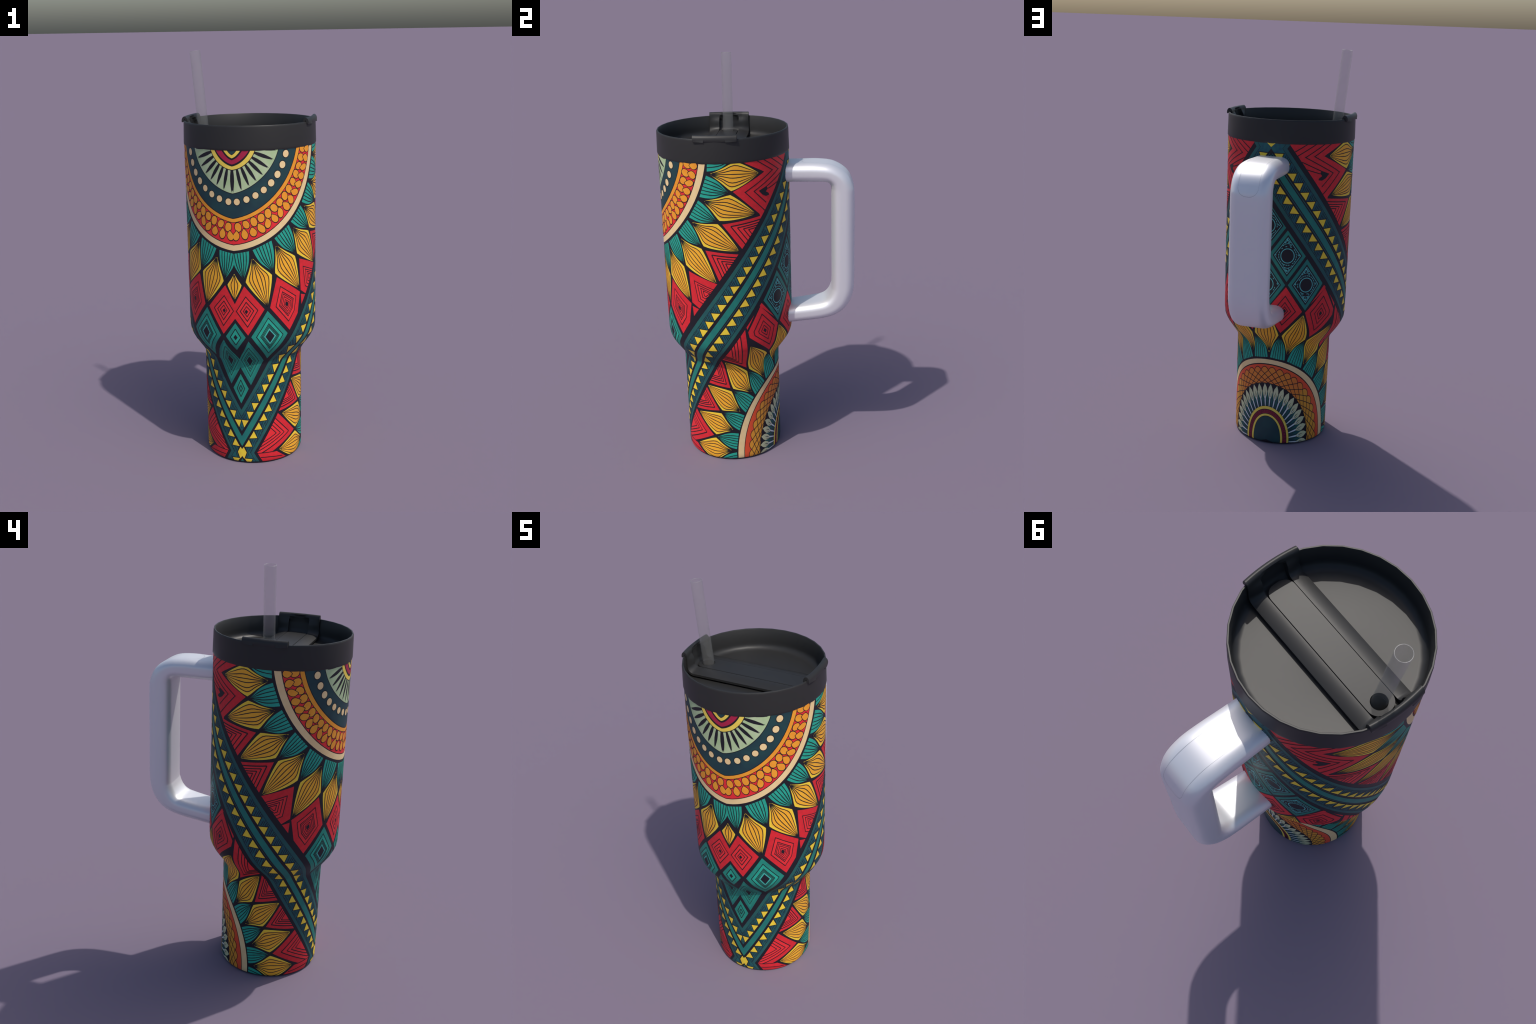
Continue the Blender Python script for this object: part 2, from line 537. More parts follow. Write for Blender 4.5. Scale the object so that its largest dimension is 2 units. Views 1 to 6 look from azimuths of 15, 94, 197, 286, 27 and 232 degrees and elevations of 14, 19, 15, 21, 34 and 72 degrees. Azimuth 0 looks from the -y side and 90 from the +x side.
# cream dots
for i in range(9):
    a = 0.2 + 10.6 * i
    if i == 8:
        a = 85.3
    r = F.ring(0.288, 0.267, a, 0.012)
    c = F.at(a, r)
    rad = 0.0158 * (1.05 if i < 5 else 0.96)
    fill("dot_shade", [(c[0] + 1.22 * rad * cos(j * pi / 9) / K, c[1] + 1.22 * rad * sin(j * pi / 9)) for j in range(18)], "ink", 2, single=False)
    fill("dot", [(c[0] + rad * cos(j * pi / 9) / K, c[1] + rad * sin(j * pi / 9)) for j in range(18)], "cream", 3)
# two rows of amber drops on the hot red ring
def drop(a, r, length, width, point, jitter, level):
    """teardrop with its pointed end towards the mandala centre"""
    pts = []
    n = 16
    for j in range(n):
        u = 2 * pi * j / n
        rr = r + length / 2 * -cos(u)
        squeeze = 1 - point * max(0, cos(u)) ** 1.5
        pts.append(F.at(a + math.degrees(width / 2 * sin(u) * squeeze / r) + jitter * cos(u), rr))
    big = inset_to(pts, 1.19, centroid(pts))
    fill("drop_outline", big, "ink", 2 if level == 0 else 3, single=False)
    fill("drop", pts, "orange", 2.5 if level == 0 else 4)
for i in range(15):
    a = -0.5 + 6.05 * i + 0.010 * i * i
    if a > 92:
        continue
    r = F.ring(0.397, 0.385, a)
    drop(a, r + rng.uniform(-0.001, 0.002), 0.040 * rng.uniform(0.92, 1.10), 0.0335 * rng.uniform(0.94, 1.06), -0.2, rng.uniform(-0.5, 0.5), 0)
for i in range(16):
    a = -1.0 + 5.85 * i + rng.uniform(-0.25, 0.25)
    if a > 92:
        continue
    r = F.ring(0.434, 0.428, a)
    drop(a + 0.9, r + rng.uniform(-0.003, 0.002), 0.046 * rng.uniform(0.9, 1.1), 0.0345 * rng.uniform(0.92, 1.04), 0.6, rng.uniform(-1.2, 1.2), 1)

# teal and golden petals of the front mandala
F_TIPS = [(1.2, 0.630), (15.3, 0.625), (29.2, 0.615), (43.3, 0.615), (57.4, 0.623), (71.5, 0.632), (85.6, 0.635)]
F_VALLEYS = [(-6.4, 0.516), (8.6, 0.516), (23.4, 0.512), (37.8, 0.506), (51.5, 0.510), (65.5, 0.516), (79.9, 0.535), (92.5, 0.55)]
F_GOLD = [(-7.5, 0.775), (6.6, 0.774), (20.6, 0.793), (34.8, 0.787), (49.2, 0.798), (62.6, 0.794), (77.5, 0.784)]
for k, (a, rho) in enumerate(F_TIPS):
    v0, v1 = F_VALLEYS[k][0], F_VALLEYS[k + 1][0]
    def base(x):
        return F.ring(0.509, 0.509, x)
    b0, b1 = v0 + 1.1, v1 - 1.1
    mid = 0.52
    s0 = F.at(b0 + (a - b0) * 0.37, base(b0) + (rho - base(b0)) * mid)
    s1 = F.at(b1 + (a - b1) * 0.37, base(b1) + (rho - base(b1)) * mid)
    petal("teal_petal", F.at(b0, base(b0)), F.at(b1, base(b1)), s0, s1, F.at(a, rho - 0.004), "teal", None, 5, 0.02)
for k, (a, rho) in enumerate(F_GOLD):
    v = F_VALLEYS[k]
    tl = F_TIPS[k - 1] if k else (-12.9, 0.63)
    tr = F_TIPS[k]
    petal("golden_petal", None, None, F.at(tl[0] + 0.85, tl[1] + 0.010), F.at(tr[0] - 0.85, tr[1] + 0.010),
          F.at(a, rho - 0.003), "yellow", "amber", 6, 0.06, base_pt=F.at(v[0], v[1]))
# the half petal on the front seam
petal("golden_petal", None, None, (6.2, 0.942), (-6.2, 0.942), (0, 0.872), "yellow", "amber", 3, 0.05,
      base_pt=(0, 0.996))

# red wedges between the golden petals and the ribbon
def wedge(M, valley, up_tip, down_tip, line, keep, apexes, focus, extra=()):
    """valley: inner corner; two petal tips give the flanks; `keep` is the ribbon clip."""
    fu, fd = mix(valley, up_tip, 2.2), mix(valley, down_tip, 2.2)
    fill("red_wedge", [valley, fu, fd], "red", 1, [keep, *extra])
    for i, s in enumerate(apexes):
        ap = mix(valley, focus, s)
        du = (fu[0] - valley[0], fu[1] - valley[1])
        dd = (fd[0] - valley[0], fd[1] - valley[1])
        line_u = [(ap[0] + du[0] * j / 2, ap[1] + du[1] * j / 2) for j in (0, 1, 2)]
        line_d = [(ap[0] + dd[0] * j / 2, ap[1] + dd[1] * j / 2) for j in (0, 1, 2)]
        if i == 0:
            fill("red_wedge_centre", [ap, line_u[-1], line_d[-1]], "red_hot", 2, [keep, *extra], single=False)
        stroke("nested_line", [line_u[2], line_u[1], line_u[0]], 0.0054 if i == 0 else 0.0047, layer=3, clips=[keep, *extra])
        stroke("nested_line", line_d, 0.0054 if i == 0 else 0.0047, layer=3, clips=[keep, *extra])

for k in (2, 3):
    va = F_TIPS[k]
    valley = F.at(va[0], va[1] + 0.030)
    up, down = F_GOLD[k], F_GOLD[k + 1]
    upp, dnp = F.at(up[0] + 1.3, up[1]), F.at(down[0] - 1.3, down[1])
    zf = (upp[1] + dnp[1]) / 2 + 0.01
    wedge(F, valley, upp, dnp, E0, before(E0, 0.2), [0.27, 0.48, 0.67, 0.84], (E0(zf) - 1.0, zf))
# the tall red field beside the first golden petal
fill("red_wedge", [(103.6, 1.437), (129.8, 1.505), (132.5, 1.5125), (129.8, 1.5215), (110, 1.578), (180, 1.60), (180, 1.55), (128, 1.29), (126.6, 1.318)],
     "red", 1, [before(E0, 0.2)])
for pl in ([(122, 1.582), (141.8, 1.512), (118.4, 1.444), (113.9, 1.430), (134.5, 1.316)],
           [(130.0, 1.578), (149.9, 1.508), (121.9, 1.429), (133.7, 1.366)],
           [(137.0, 1.582), (157.5, 1.512)], [(152.5, 1.485), (134.5, 1.441), (126.8, 1.426)],
           [(148.5, 1.450), (136.3, 1.430)], [(145.5, 1.580), (160.5, 1.529)]):
    for a, b in zip(pl, pl[1:]):
        stroke("nested_line", [mix(a, b, -0.02), b], 0.0044, layer=3, clips=[before(E0, 0.2)])
fill("red_wedge_core", [(126.8, 1.426), (131, 1.436), (134.8, 1.4405), (136.0, 1.431), (133.7, 1.418), (136.8, 1.408),
                        (137.3, 1.399), (133.9, 1.396), (130, 1.407)], "ink", 3, single=False)

# ---------------- lozenges below the front mandala
fill("lozenge", [(8.4, 0.938), (25.5, 0.824), (11.0, 0.697), (0, 0.778), (0, 0.849)], "red", 1)
red_mid = [(9.5, 0.887), (19.7, 0.821), (10.8, 0.739), (1.3, 0.815)]
fill("lozenge_centre", red_mid, "red_hot", 2, single=False)
for s in (1.0, 0.63, 0.34):
    outline("nested_line", inset_to(red_mid, s, (10.4, 0.816)), 0.0042 if s > 0.5 else 0.0036, layer=3)
fill("lozenge_core", inset_to(red_mid, 0.16, (9.8, 0.814)), "ink", 3, single=False)
diamond("lozenge", [(36.8, 0.974), (61.3, 0.880), (58.3, 0.778), (48.9, 0.705), (30.4, 0.829)], "red",
        [0.66, 0.46, 0.38, 0.28, 0.17], core=0.11, hot="red_hot", centre=(46.2, 0.836), lines=0.0040)
fill("red_wedge", [(60.6, 1.044), (88.5, 0.989), (70.5, 0.858), (62.4, 0.887)], "red", 1, [before(E0, 0.2)])
small = [(65.7, 1.000), (90, 0.950), (74.5, 0.885), (69.0, 0.900)]
fill("red_wedge_centre", small, "red_hot", 2, [before(E0, 0.2)], single=False)
for s in (1.0, 0.72, 0.46, 0.24):
    outline("nested_line", inset_to(small, s, (76.8, 0.940)), 0.0038, layer=3, clips=[before(E0, 0.2)])
fill("lozenge", [(62.6, 0.868), (72, 0.851), (63.6, 0.800)], "red", 1, [before(E0, 0.3)])
diamond("lozenge", [(28.1, 0.815), (46.9, 0.690), (30.2, 0.556), (13.7, 0.688)], "jade",
        [0.72, 0.50, 0.43, 0.36], core=0.24, hot="teal", centre=(30.0, 0.688))
outline("pale_line", inset_to([(28.1, 0.815), (46.9, 0.690), (30.2, 0.556), (13.7, 0.688)], 0.28, (30.0, 0.688)), 0.003,
        colour="aqua", layer=4)
fill("lozenge", [(0, 0.756), (8.9, 0.686), (0, 0.615)], "jade", 1)
fill("lozenge_centre", [(0, 0.727), (4.7, 0.685), (0, 0.646)], "teal", 2, single=False)
stroke("nested_line", [(0, 0.727), (4.7, 0.685), (0, 0.646)], 0.0042, layer=3)
fill("lozenge_core", [(0, 0.699), (1.8, 0.685), (0, 0.671)], "ink", 3, single=False)
fill("lozenge", [(11.2, 0.667), (26.6, 0.544), (11.8, 0.416), (0, 0.507), (0, 0.540)], "sea", 1)
low = [(11.0, 0.630), (21.0, 0.544), (11.5, 0.461), (1.5, 0.546)]
fill("lozenge_centre", inset_to(low, 1.25, (11.0, 0.545)), "jade", 2, single=False)
for s in (1.0, 0.68, 0.52):
    outline("nested_line", inset_to(low, s, (11.0, 0.545)), 0.0030, layer=3)
fill("lozenge_core", inset_to(low, 0.34, (11.0, 0.545)), "ink", 3, single=False)
fill("lozenge", [(0, 0.472), (9.2, 0.397), (0, 0.318)], "jade", 1)
stroke("nested_line", [(0, 0.442), (4.5, 0.397), (0, 0.354)], 0.0042, layer=3)
stroke("nested_line", [(0, 0.414), (1.8, 0.398), (0, 0.380)], 0.0042, layer=3)

# ---------------- back mandala (centre at the foot, opposite the front seam)
B = Mandala(True)
def BR(name, ri, ro, colour, layer=1):
    B.ring_fill(name, ri, ro, colour, layer)
BR("mandala_core", None, (0.103, 0.130), "navy")
BR("mandala_ring", (0.106, 0.133), (0.121, 0.144), "gold")
BR("mandala_ring", (0.125, 0.148), (0.149, 0.167), "crimson")
BR("mandala_ring", (0.153, 0.171), (0.168, 0.186), "gold")
BR("mandala_ring", (0.171, 0.189), (0.262, 0.262), "navy")
BR("mandala_ring", (0.316, 0.316), (0.436, 0.414), "ember")
BR("mandala_ring", (0.441, 0.420), (0.485, 0.443), "cream")
for i in range(60):     # crimson ring is cut into bricks
    a = -12 + 1.8 * i
    stroke("nested_line", [B.at(a, B.ring(0.127, 0.150, a)), B.at(a + rng.uniform(-.6, .6), B.ring(0.148, 0.166, a))], 0.0022, layer=2)
for i in range(12):     # stemmed sage leaves
    a = 85.6 - 8.8 * i
    stroke("stem", [B.at(a, B.ring(0.170, 0.188, a)), B.at(a, 0.215), B.at(a, 0.250)], 0.0085, "white", 3, (0.55, 1))
    leaf = [B.at(a - 1.1, 0.228), B.at(a - 3.4, 0.250), B.at(a - 3.9, 0.270), B.at(a - 2.6, 0.290), B.at(a + 0.2, 0.312),
            B.at(a + 3.0, 0.290), B.at(a + 3.9, 0.270), B.at(a + 3.2, 0.250), B.at(a + 1.1, 0.228)]
    fill("leaf_motif", leaf, "bone", 3)
    stroke("leaf_vein", [B.at(a - 0.3, 0.240), B.at(a + 0.7, 0.258), B.at(a + 0.1, 0.276)], 0.0034, layer=4, taper=(1, 0.3))
    stroke("leaf_vein", [B.at(a - 2.0, 0.244), B.at(a - 1.7, 0.264)], 0.0030, layer=4, taper=(1, 0.3))
    blade = [B.at(a + 4.4, 0.196), B.at(a + 6.0, 0.225), B.at(a + 5.0, 0.262), B.at(a + 4.4, 0.272), B.at(a + 3.6, 0.262), B.at(a + 2.7, 0.225)]
    fill("blade_motif", blade, "deep", 2, single=False)
SCALE = 8.6
for i in range(16):     # fish-scale net with scalloped rim
    a = 90 + SCALE * (2.5 - i)
    cell = [B.at(a - SCALE / 2, 0.316), B.at(a + SCALE / 2, 0.316)] + \
           [B.at(a + SCALE / 2 - SCALE * s, 0.384 + 0.020 * sin(pi * s) ** 0.7) for s in (0, .12, .3, .5, .7, .88, 1)]
    fill("scale_motif", cell, "scale" if a < 45 else "rust", 2)
    stroke("net_line", cell[2:], 0.0036, layer=3)
    for sgn in (1, -1):
        net = [B.at(a - SCALE / 2 + sgn * 2 * SCALE * (s ** 0.85), 0.316 + 0.068 * s) for s in (0, .2, .4, .6, .8, 1)]
        stroke("net_line", net, 0.0038, layer=3)
B_TIPS = [(-3.8, 0.645), (9.8, 0.643), (23.3, 0.632), (36.7, 0.622), (51.0, 0.606), (66.0, 0.602), (82.2, 0.590)]
B_VALLEYS = [(-9.8, 0.535), (3.6, 0.530), (16.4, 0.535), (29.3, 0.522), (43.5, 0.510), (58.0, 0.488), (74.3, 0.486), (89.9, 0.480)]
B_GOLD = [(-10.8, 0.82), (2.7, 0.816), (16.3, 0.820), (29.8, 0.800), (44.4, 0.774), (58.0, 0.757), (73.8, 0.742), (89.5, 0.74)]
for k, (a, rho) in enumerate(B_TIPS):
    v0, v1 = B_VALLEYS[k][0], B_VALLEYS[k + 1][0]
    def base(x):
        return B.ring(0.496, 0.456, x)
    b0, b1 = v0 + 1.1, v1 - 1.1
    s0 = B.at(b0 + (a - b0) * 0.33, base(b0) + (rho - base(b0)) * 0.5)
    s1 = B.at(b1 + (a - b1) * 0.33, base(b1) + (rho - base(b1)) * 0.5)
    petal("teal_petal", B.at(b0, base(b0)), B.at(b1, base(b1)), s0, s1, B.at(a, rho - 0.004), "teal", None, 5, 0.05)
for k, (a, rho) in enumerate(B_GOLD):
    v = B_VALLEYS[k]
    tl = B_TIPS[k - 1] if k else (-17, 0.645)
    tr = B_TIPS[k] if k < len(B_TIPS) else (97.8, 0.590)
    petal("golden_petal", None, None, B.at(tl[0] + 0.9, tl[1] + 0.012), B.at(tr[0] - 0.9, tr[1] + 0.012),
          B.at(a, rho - 0.003), "yellow", "amber", 6, 0.06, base_pt=B.at(v[0], v[1]), clips=[after(E9, 0.0)] if k < 6 else ())
for k in (1, 2, 3, 4):
    va = B_TIPS[k]
    valley = B.at(va[0], va[1] + 0.030)
    lo_t, up_t = B_GOLD[k], B_GOLD[k + 1]
    upp, dnp = B.at(up_t[0] - 1.2, up_t[1]), B.at(lo_t[0] + 1.2, lo_t[1])
    zf = (upp[1] + dnp[1]) / 2
    wedge(B, valley, upp, dnp, E9, after(E9, 0.2), [0.27, 0.46, 0.61, 0.76], (E9(zf) + 2.0, zf),
          extra=[lambda p: p[1] - 0.0555])

fill("red_wedge", [(17.5, 0.051), (42.0, 0.051), (56.0, 0.006), (20, -0.01)], "red", 1, [after(E9, 0.2)])
stroke("nested_line", [(22, 0.030), (34, 0.028), (50, 0.020)], 0.0042, layer=3, clips=[after(E9, 0.2)])

# ---------------- lozenges under the back ribbons
def eye_lozenge(t, z, half):
    """teal lozenge with a filigree diamond and a dark round eye"""
    hw, hh = 16.6, 0.131
    if half:
        pts = [(180, z + hh), (180 - hw, z), (180, z - hh)]
        t = 180
    else:
        pts = [(t, z + hh), (t + hw, z), (t, z - hh), (t - hw, z)]
    c = (t, z)
    fill("lozenge", pts, "sea", 1, [after(E9, 0.2)])
    fill("lozenge_frame", inset_to(pts, 0.79, c), "ink", 2, single=False)
    outline("pale_line", inset_to(pts, 0.69, c), 0.0030, colour="aqua", layer=3)
    ring = [(t + 0.0355 * cos(j * pi / 12) / K, z + 0.0355 * sin(j * pi / 12)) for j in range(25)]
    stroke("pale_line", ring, 0.0042, "aqua", 3)
    ring2 = [(t + 0.047 * cos(j * pi / 12) / K, z + 0.047 * sin(j * pi / 12)) for j in range(25)]
    for j in range(0, 24):
        if rng.random() < 0.78:
            stroke("filigree", [ring2[j], mix(ring2[j], ring2[j + 1], 0.7)], 0.0036, "aqua", 3)
    for sx, sz in ((1, 1), (1, -1), (-1, 1), (-1, -1)):
        for s in range(7):
            u = s / 6
            p = (t + sx * hw * 0.60 * u, z + sz * hh * 0.60 * (1 - u))
            d = hypot((p[0] - t) * K, p[1] - z)
            if d < 0.052:
                continue
            ang = rng.uniform(0, pi)
            q = (p[0] + 0.010 * cos(ang) / K, p[1] + 0.010 * sin(ang))
            stroke("filigree", [p, mix(mix(p, q, 0.5), c, 0.06), q], 0.0030, "aqua", 3)
    for sz in (1, -1):
        stroke("filigree", [(t - 2.2, z + sz * hh * 0.50), (t, z + sz * hh * 0.60), (t + 2.2, z + sz * hh * 0.50)], 0.0030, "aqua", 3)
        stroke("filigree", [(t - 3.2, z + sz * hh * 0.43), (t, z + sz * hh * 0.47), (t + 3.2, z + sz * hh * 0.43)], 0.0026, "aqua", 3)
eye_lozenge(180, 1.178, True)
eye_lozenge(162.3, 1.031, False)
eye_lozenge(180, 0.884, True)
eye_lozenge(144.5, 0.884, False)
diamond("lozenge", [(162.6, 0.874), (179.4, 0.752), (166.2, 0.634), (147.2, 0.747)], "red", [0.62, 0.36, 0.18],
        core=0.10, centre=(163.2, 0.752), lines=0.0044)
diamond("lozenge", [(124.6, 0.858), (144.3, 0.741), (136.6, 0.602), (113.4, 0.706), (112.2, 0.736)], "red",
        [0.68, 0.40, 0.22], core=0.10, centre=(128.6, 0.728), lines=0.0044, clips=[after(E9, 0.2)])
fill("lozenge", [(126.0, 0.874), (123.6, 0.862), (139.6, 0.783)], "red", 1, [after(E9, 0.2)])
fill("lozenge", [(120.2, 0.838), (110.6, 0.764), (111.6, 0.750)], "red", 1, [after(E9, 0.1)])

for (name, colour), piece in joined.items():
    me = piece.mesh(name)
    if me:
        ob = add_object(name, me, body, COL[colour])
        ob["kind"] = "stuff"

# ------------------------------------------------------------------ lid
SEG = 32
collar = [(0.2960, 1.5675), (0.3125, 1.5673), (0.3162, 1.5683), (0.3174, 1.5715), (0.3174, 1.580), (0.3152, 1.670), (0.3145, 1.6765),
          (0.3128, 1.6790), (0.3085, 1.6788), (0.3068, 1.6760), (0.3040, 1.618)]
for i in range(7):      # fillet down to the lid floor
    a = radians(90 * i / 6)
    collar.append((0.3035 - 0.028 * (1 - cos(a)), 1.606 - 0.026 * sin(a)))
collar += [(0.12, 1.580), (0.0, 1.580)]
v, f = revolve(collar[:-1], SEG, close_end=True)
lid = attach("lid", mesh_of("lid", v, f, angle=35), BLACK)

# bridge with a clip at each end: an extruded path across the lid, waisted by a round-cornered recess
def bridge_mesh():
    path = []       # (x, z, nx, nz): x from the middle out, then up the wall and over the rim
    for i in range(13):
        path.append((0.252 * i / 12, 1.6000, 0, 1))
    for i in range(1, 9):
        a = radians(90 * i / 8)
        path.append((0.252 + 0.028 * sin(a), 1.6000 + 0.028 * (1 - cos(a)), -sin(a), cos(a)))
    for i in range(1, 7):
        path.append((0.280, 1.628 + 0.048 * i / 6, -1, 0))
    for i in range(1, 13):
        a = radians(200 * i / 12)
        path.append((0.2940 - 0.0140 * cos(a), 1.676 + 0.0210 * sin(a), -cos(a), sin(a)))
    full = [(-x, z, -nx, nz) for x, z, nx, nz in reversed(path[1:])] + path
    ys = []
    for y in (0.0, .02, .036, .046, .0488, .0495, .052, .058, .066, .075, .084, .092, .097, .0995, .1):
        ys.append(y)
    ys = [-y for y in reversed(ys[1:])] + ys
    verts, faces = [], []
    top = {}
    for i, (x, z, nx, nz) in enumerate(full):
        ax = abs(x)
        for j, y in enumerate(ys):
            ay = abs(y)
            floor_part = nz > 0.99 and ax < 0.26
            if ay < 0.0492:
                arch = 1.690 - 0.030 * max(0, (ay / 0.049)) ** 4
                if z < arch and not (ax > 0.296):
                    off = -0.006 if floor_part else -0.0085
                else:
                    off = 0.0
            else:
                u = (ay - 0.0492) / 0.0508
                off = 0.0125 * (1 - u ** 1.8) - 0.001
                if ax > 0.2795 and z > 1.655:
                    off *= max(0, 1 - (z - 1.655) / 0.02)
            bow = 0.008 * (1 - (y / 0.1) ** 2) * min(1, max(0, (z - 1.605) / 0.05)) * (1 if x > 0 else -1)
            top[i, j] = len(verts)
            verts.append((x + nx * off + bow, CY + y, z + nz * off))
    bot = {}
    for i, (x, z, nx, nz) in enumerate(full):
        for j, y in enumerate(ys):
            t = 0.011 if z < 1.676 else 0.012
            bow = 0.008 * (1 - (y / 0.1) ** 2) * min(1, max(0, (z - 1.605) / 0.05)) * (1 if x > 0 else -1)
            bot[i, j] = len(verts)
            verts.append((x - nx * t + bow, CY + y, z - nz * t))
    n, m = len(full), len(ys)
    for i in range(n - 1):
        for j in range(m - 1):
            faces.append((top[i, j], top[i + 1, j], top[i + 1, j + 1], top[i, j + 1]))
            faces.append((bot[i, j], bot[i, j + 1], bot[i + 1, j + 1], bot[i + 1, j]))
        faces.append((top[i, 0], bot[i, 0], bot[i + 1, 0], top[i + 1, 0]))
        faces.append((top[i, m - 1], top[i + 1, m - 1], bot[i + 1, m - 1], bot[i, m - 1]))
    for j in range(m - 1):
        faces.append((top[0, j], top[0, j + 1], bot[0, j + 1], bot[0, j]))
        faces.append((top[n - 1, j], bot[n - 1, j], bot[n - 1, j + 1], top[n - 1, j + 1]))
    for sx in (1, -1):      # solid bead inside each hook
        base = len(verts)
        rows = [-0.0992 + 0.1984 * i / 10 for i in range(11)]
        for y in rows:
            bow = 0.008 * (1 - (y / 0.1) ** 2)
            for j in range(14):
                a = 2 * pi * j / 14
                verts.append((sx * (0.2943 + bow + 0.0122 * cos(a)), CY + y, 1.6770 + 0.0165 * sin(a)))
        for i in range(10):
            for j in range(14):
                k = (j + 1) % 14
                faces.append((base + i * 14 + j, base + i * 14 + k, base + (i + 1) * 14 + k, base + (i + 1) * 14 + j))
        faces.append([base + j for j in range(14)])
        faces.append([base + 140 + j for j in reversed(range(14))])
    return mesh_of("lid_bridge", verts, faces, angle=40)
bridge = attach("lid_bridge", bridge_mesh(), BLACK)

# flat sliding panel with rounded ends, pierced for the straw
def panel_mesh():
    hx, hy, rc = 0.274, 0.0475, 0.038
    loop = []
    for cx, cy, a0 in ((hx - rc, hy - rc, 0), (-hx + rc, hy - rc, 90), (-hx + rc, -hy + rc, 180), (hx - rc, -hy + rc, 270)):
        for i in range(9):
            a = radians(a0 + 90 * i / 8)
            loop.append((cx + rc * cos(a), cy + rc * sin(a)))
    n = len(loop)
    verts, faces = [], []
    levels = [(1.0, 1.590), (1.0, 1.6112), (0.985, 1.6126)]
    for s, z in levels:
        d = (1 - s) * hy
        for x, y in loop:
            k = 1 - d / hy
            verts.append((x - math.copysign(d, x), CY + y * k, z))
    for l in range(2):
        for i in range(n):
            j = (i + 1) % n
            faces.append((l * n + i, l * n + j, (l + 1) * n + j, (l + 1) * n + i))
    faces.append([2 * n + i for i in range(n)])
    faces.append([i for i in reversed(range(n))])
    return mesh_of("lid_panel", verts, faces, angle=30)
panel = attach("lid_panel", panel_mesh(), BLACK)

# straw hole through panel, bridge and lid floor
HOLE = Vector((-0.231, CY, 1.6126))
cv, cf = [], []
for j in range(40):
    a = 2 * pi * j / 40
    for z in (1.50, 1.64):
        cv.append((HOLE.x + 0.0285 * cos(a), HOLE.y + 0.0285 * sin(a), z))
for j in range(40):
    k = (j + 1) % 40
    cf.append((2 * j, 2 * k, 2 * k + 1, 2 * j + 1))
cf.append([2 * j + 1 for j in range(40)])
cf.append([2 * j for j in reversed(range(40))])
cutter = attach("hole_cutter", mesh_of("hole_cutter", cv, cf, smooth=False))
bpy.context.view_layer.update()
for ob in (panel, bridge, lid):
    md = ob.modifiers.new("hole", "BOOLEAN")
    md.object = cutter
    md.operation = "DIFFERENCE"
    md.solver = "EXACT"
dg = bpy.context.evaluated_depsgraph_get()
for ob in (panel, bridge, lid):
    me = bpy.data.meshes.new_from_object(ob.evaluated_get(dg))
    ob.modifiers.clear()
    ob.data = me
bpy.data.objects.remove(cutter)

# ------------------------------------------------------------------ straw
def straw_mesh():
    top = Vector((-0.265, CY, 2.0))
    low = HOLE
    d = (top - low).normalized()
    foot = low - d * 0.55
    top = top - d * 0.0025
    u = Vector((0, 1, 0))
    w = d.cross(u)
    verts, faces, seg = [], [], 36
    rings = [(foot, 0.0262), (top, 0.0262), (top, 0.0240), (foot, 0.0240)]
    for c, r in rings:
        for j in range(seg):
            a = 2 * pi * j / seg
            verts.append(c + u * (r * cos(a)) + w * (r * sin(a)))
    for k in range(4):
        for j in range(seg):
            a, b = j, (j + 1) % seg
            n = (k + 1) % 4
            faces.append((k * seg + a, k * seg + b, n * seg + b, n * seg + a))
    return mesh_of("straw", verts, faces, angle=40)
straw = attach("straw", straw_mesh(), CLEAR)
def straw_rim_mesh():
    top = Vector((-0.265, CY, 2.0))
    d = (top - HOLE).normalized()
    u = Vector((0, 1, 0))
    w = d.cross(u)
    verts, faces, seg = [], [], 48
    for j in range(seg):
        a = 2 * pi * j / seg
        ray = u * cos(a) + w * sin(a)
        for i in range(6):
            b = 2 * pi * i / 6
            verts.append(top + ray * (0.0253 + 0.0011 * cos(b)) + d * (0.0011 * sin(b) - 0.0025))
    for j in range(seg):
        for i in range(6):
            k, l = (j + 1) % seg, (i + 1) % 6
            faces.append((j * 6 + i, k * 6 + i, k * 6 + l, j * 6 + l))
    return mesh_of("straw_rim", verts, faces)
rim = straw_rim_mesh()
attach("straw_rim", rim, CLEAR_RIM, None)

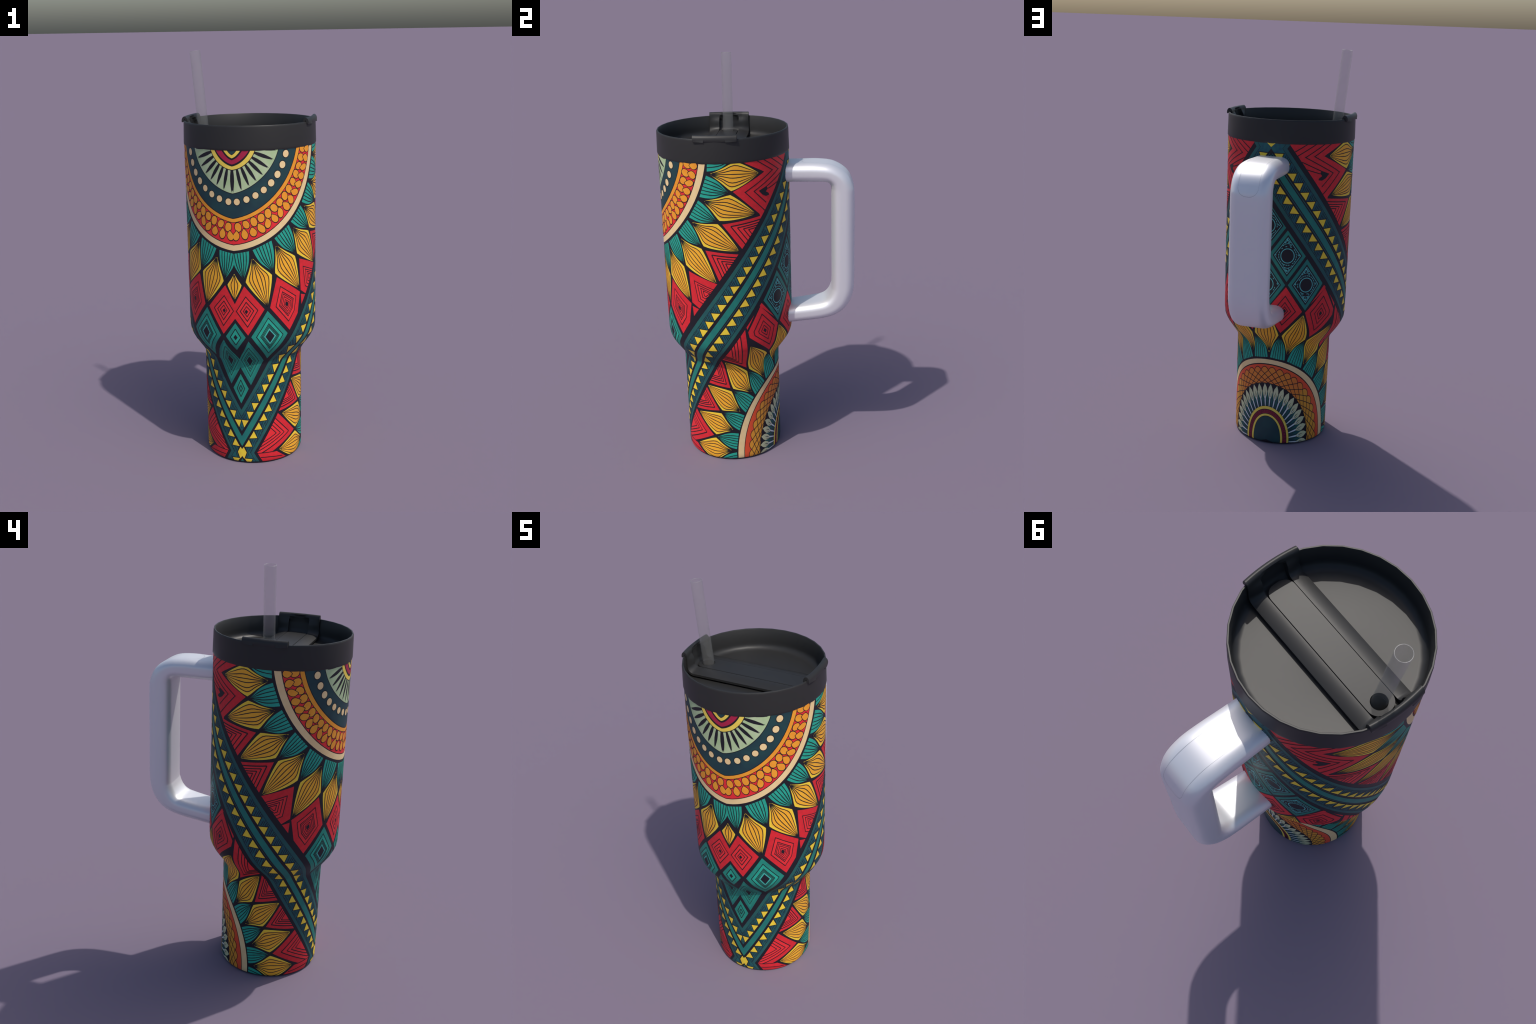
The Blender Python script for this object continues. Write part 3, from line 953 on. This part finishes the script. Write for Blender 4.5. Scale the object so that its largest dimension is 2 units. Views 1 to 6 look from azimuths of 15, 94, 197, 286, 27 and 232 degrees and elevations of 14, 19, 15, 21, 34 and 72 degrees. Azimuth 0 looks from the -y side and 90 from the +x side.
# ------------------------------------------------------------------ handle
OUTER = [(0.10, 1.508), (0.20, 1.508), (0.295, 1.508), (0.372, 1.496), (0.433, 1.457), (0.464, 1.400), (0.4725, 1.335),
         (0.4725, 1.10), (0.4725, 0.925), (0.464, 0.843), (0.434, 0.780), (0.385, 0.738), (0.315, 0.714), (0.20, 0.697), (0.10, 0.683)]
INNER = [(0.10, 1.417), (0.20, 1.417), (0.295, 1.417), (0.334, 1.416), (0.351, 1.408), (0.3590, 1.391), (0.3602, 1.345),
         (0.3602, 1.10), (0.3602, 0.903), (0.355, 0.862), (0.338, 0.828), (0.312, 0.807), (0.270, 0.797), (0.20, 0.786), (0.10, 0.772)]
def handle_mesh():
    o, i_ = catmull(OUTER, 6), catmull(INNER, 6)
    verts, faces = [], []
    n = 40
    for (oy, oz), (iy, iz) in zip(o, i_):
        c = ((oy + iy) / 2, (oz + iz) / 2)
        h = ((oy - iy) / 2, (oz - iz) / 2)
        half = hypot(*h)
        rc = half * 0.82
        hw = 0.0885 + 0.006 * min(1, max(0, (c[0] - 0.14) / 0.2))
        for j in range(n):       # rounded-rectangle section
            q = j // (n // 4)
            a = radians(90 * (j % (n // 4)) / (n // 4 - 1) + 90 * q)
            sx = (1, -1, -1, 1)[q]
            sy = (1, 1, -1, -1)[q]
            x = sx * (hw - 0.046) + 0.046 * cos(a)
            yv = (sy * (half - rc) + rc * sin(a)) / half
            verts.append((x, c[0] + h[0] * yv, c[1] + h[1] * yv))
    m = len(o)
    for k in range(m - 1):
        for j in range(n):
            l = (j + 1) % n
            faces.append((k * n + j, k * n + l, (k + 1) * n + l, (k + 1) * n + j))
    faces.append(list(range(n)))
    faces.append([(m - 1) * n + j for j in reversed(range(n))])
    return mesh_of("handle", verts, faces, angle=60)
handle = attach("handle", handle_mesh(), SILVER)

# hairline seam of the grip insert on the bend of the handle
def seam_mesh():
    o = catmull(OUTER, 10)
    s = [0]
    for a, b in zip(o, o[1:]):
        s.append(s[-1] + hypot(b[0] - a[0], b[1] - a[1]))
    def at(d, x):
        for k in range(len(s) - 1):
            if s[k + 1] >= d:
                u = (d - s[k]) / (s[k + 1] - s[k])
                y, z = o[k][0] + (o[k + 1][0] - o[k][0]) * u, o[k][1] + (o[k + 1][1] - o[k][1]) * u
                ty, tz = o[k + 1][0] - o[k][0], o[k + 1][1] - o[k][1]
                l = hypot(ty, tz)
                return Vector((x, y, z)) + Vector((0, -tz / l, ty / l)) * 0.0004
        return Vector((x, *o[-1]))
    d0, d1, hw, rc = 0.12, 0.445, 0.0485, 0.042
    loop = []
    for cd, cx, a0 in ((d1 - rc, hw - rc, 0), (d0 + rc, hw - rc, 90), (d0 + rc, -hw + rc, 180), (d1 - rc, -hw + rc, 270)):
        for i in range(13):
            a = radians(a0 + 90 * i / 12)
            loop.append((cd + rc * cos(a), cx + rc * sin(a)))
    dense = []
    for a, b in zip(loop, loop[1:] + loop[:1]):
        k = max(1, int(hypot(b[0] - a[0], b[1] - a[1]) / 0.006))
        dense += [mix(a, b, i / k) for i in range(k)]
    c = ((d0 + d1) / 2, 0)
    verts, faces = [], []
    n = len(dense)
    for p in dense:
        dl = hypot(p[0] - c[0], p[1] - c[1])
        for w in (0, 0.0009):
            verts.append(at(p[0] - (p[0] - c[0]) / dl * w, p[1] - (p[1] - c[1]) / dl * w))
    for i in range(n):
        j = (i + 1) % n
        faces.append((2 * i, 2 * j, 2 * j + 1, 2 * i + 1))
    return mesh_of("handle_seam", verts, faces)
attach("handle_seam", seam_mesh(), SEAM)
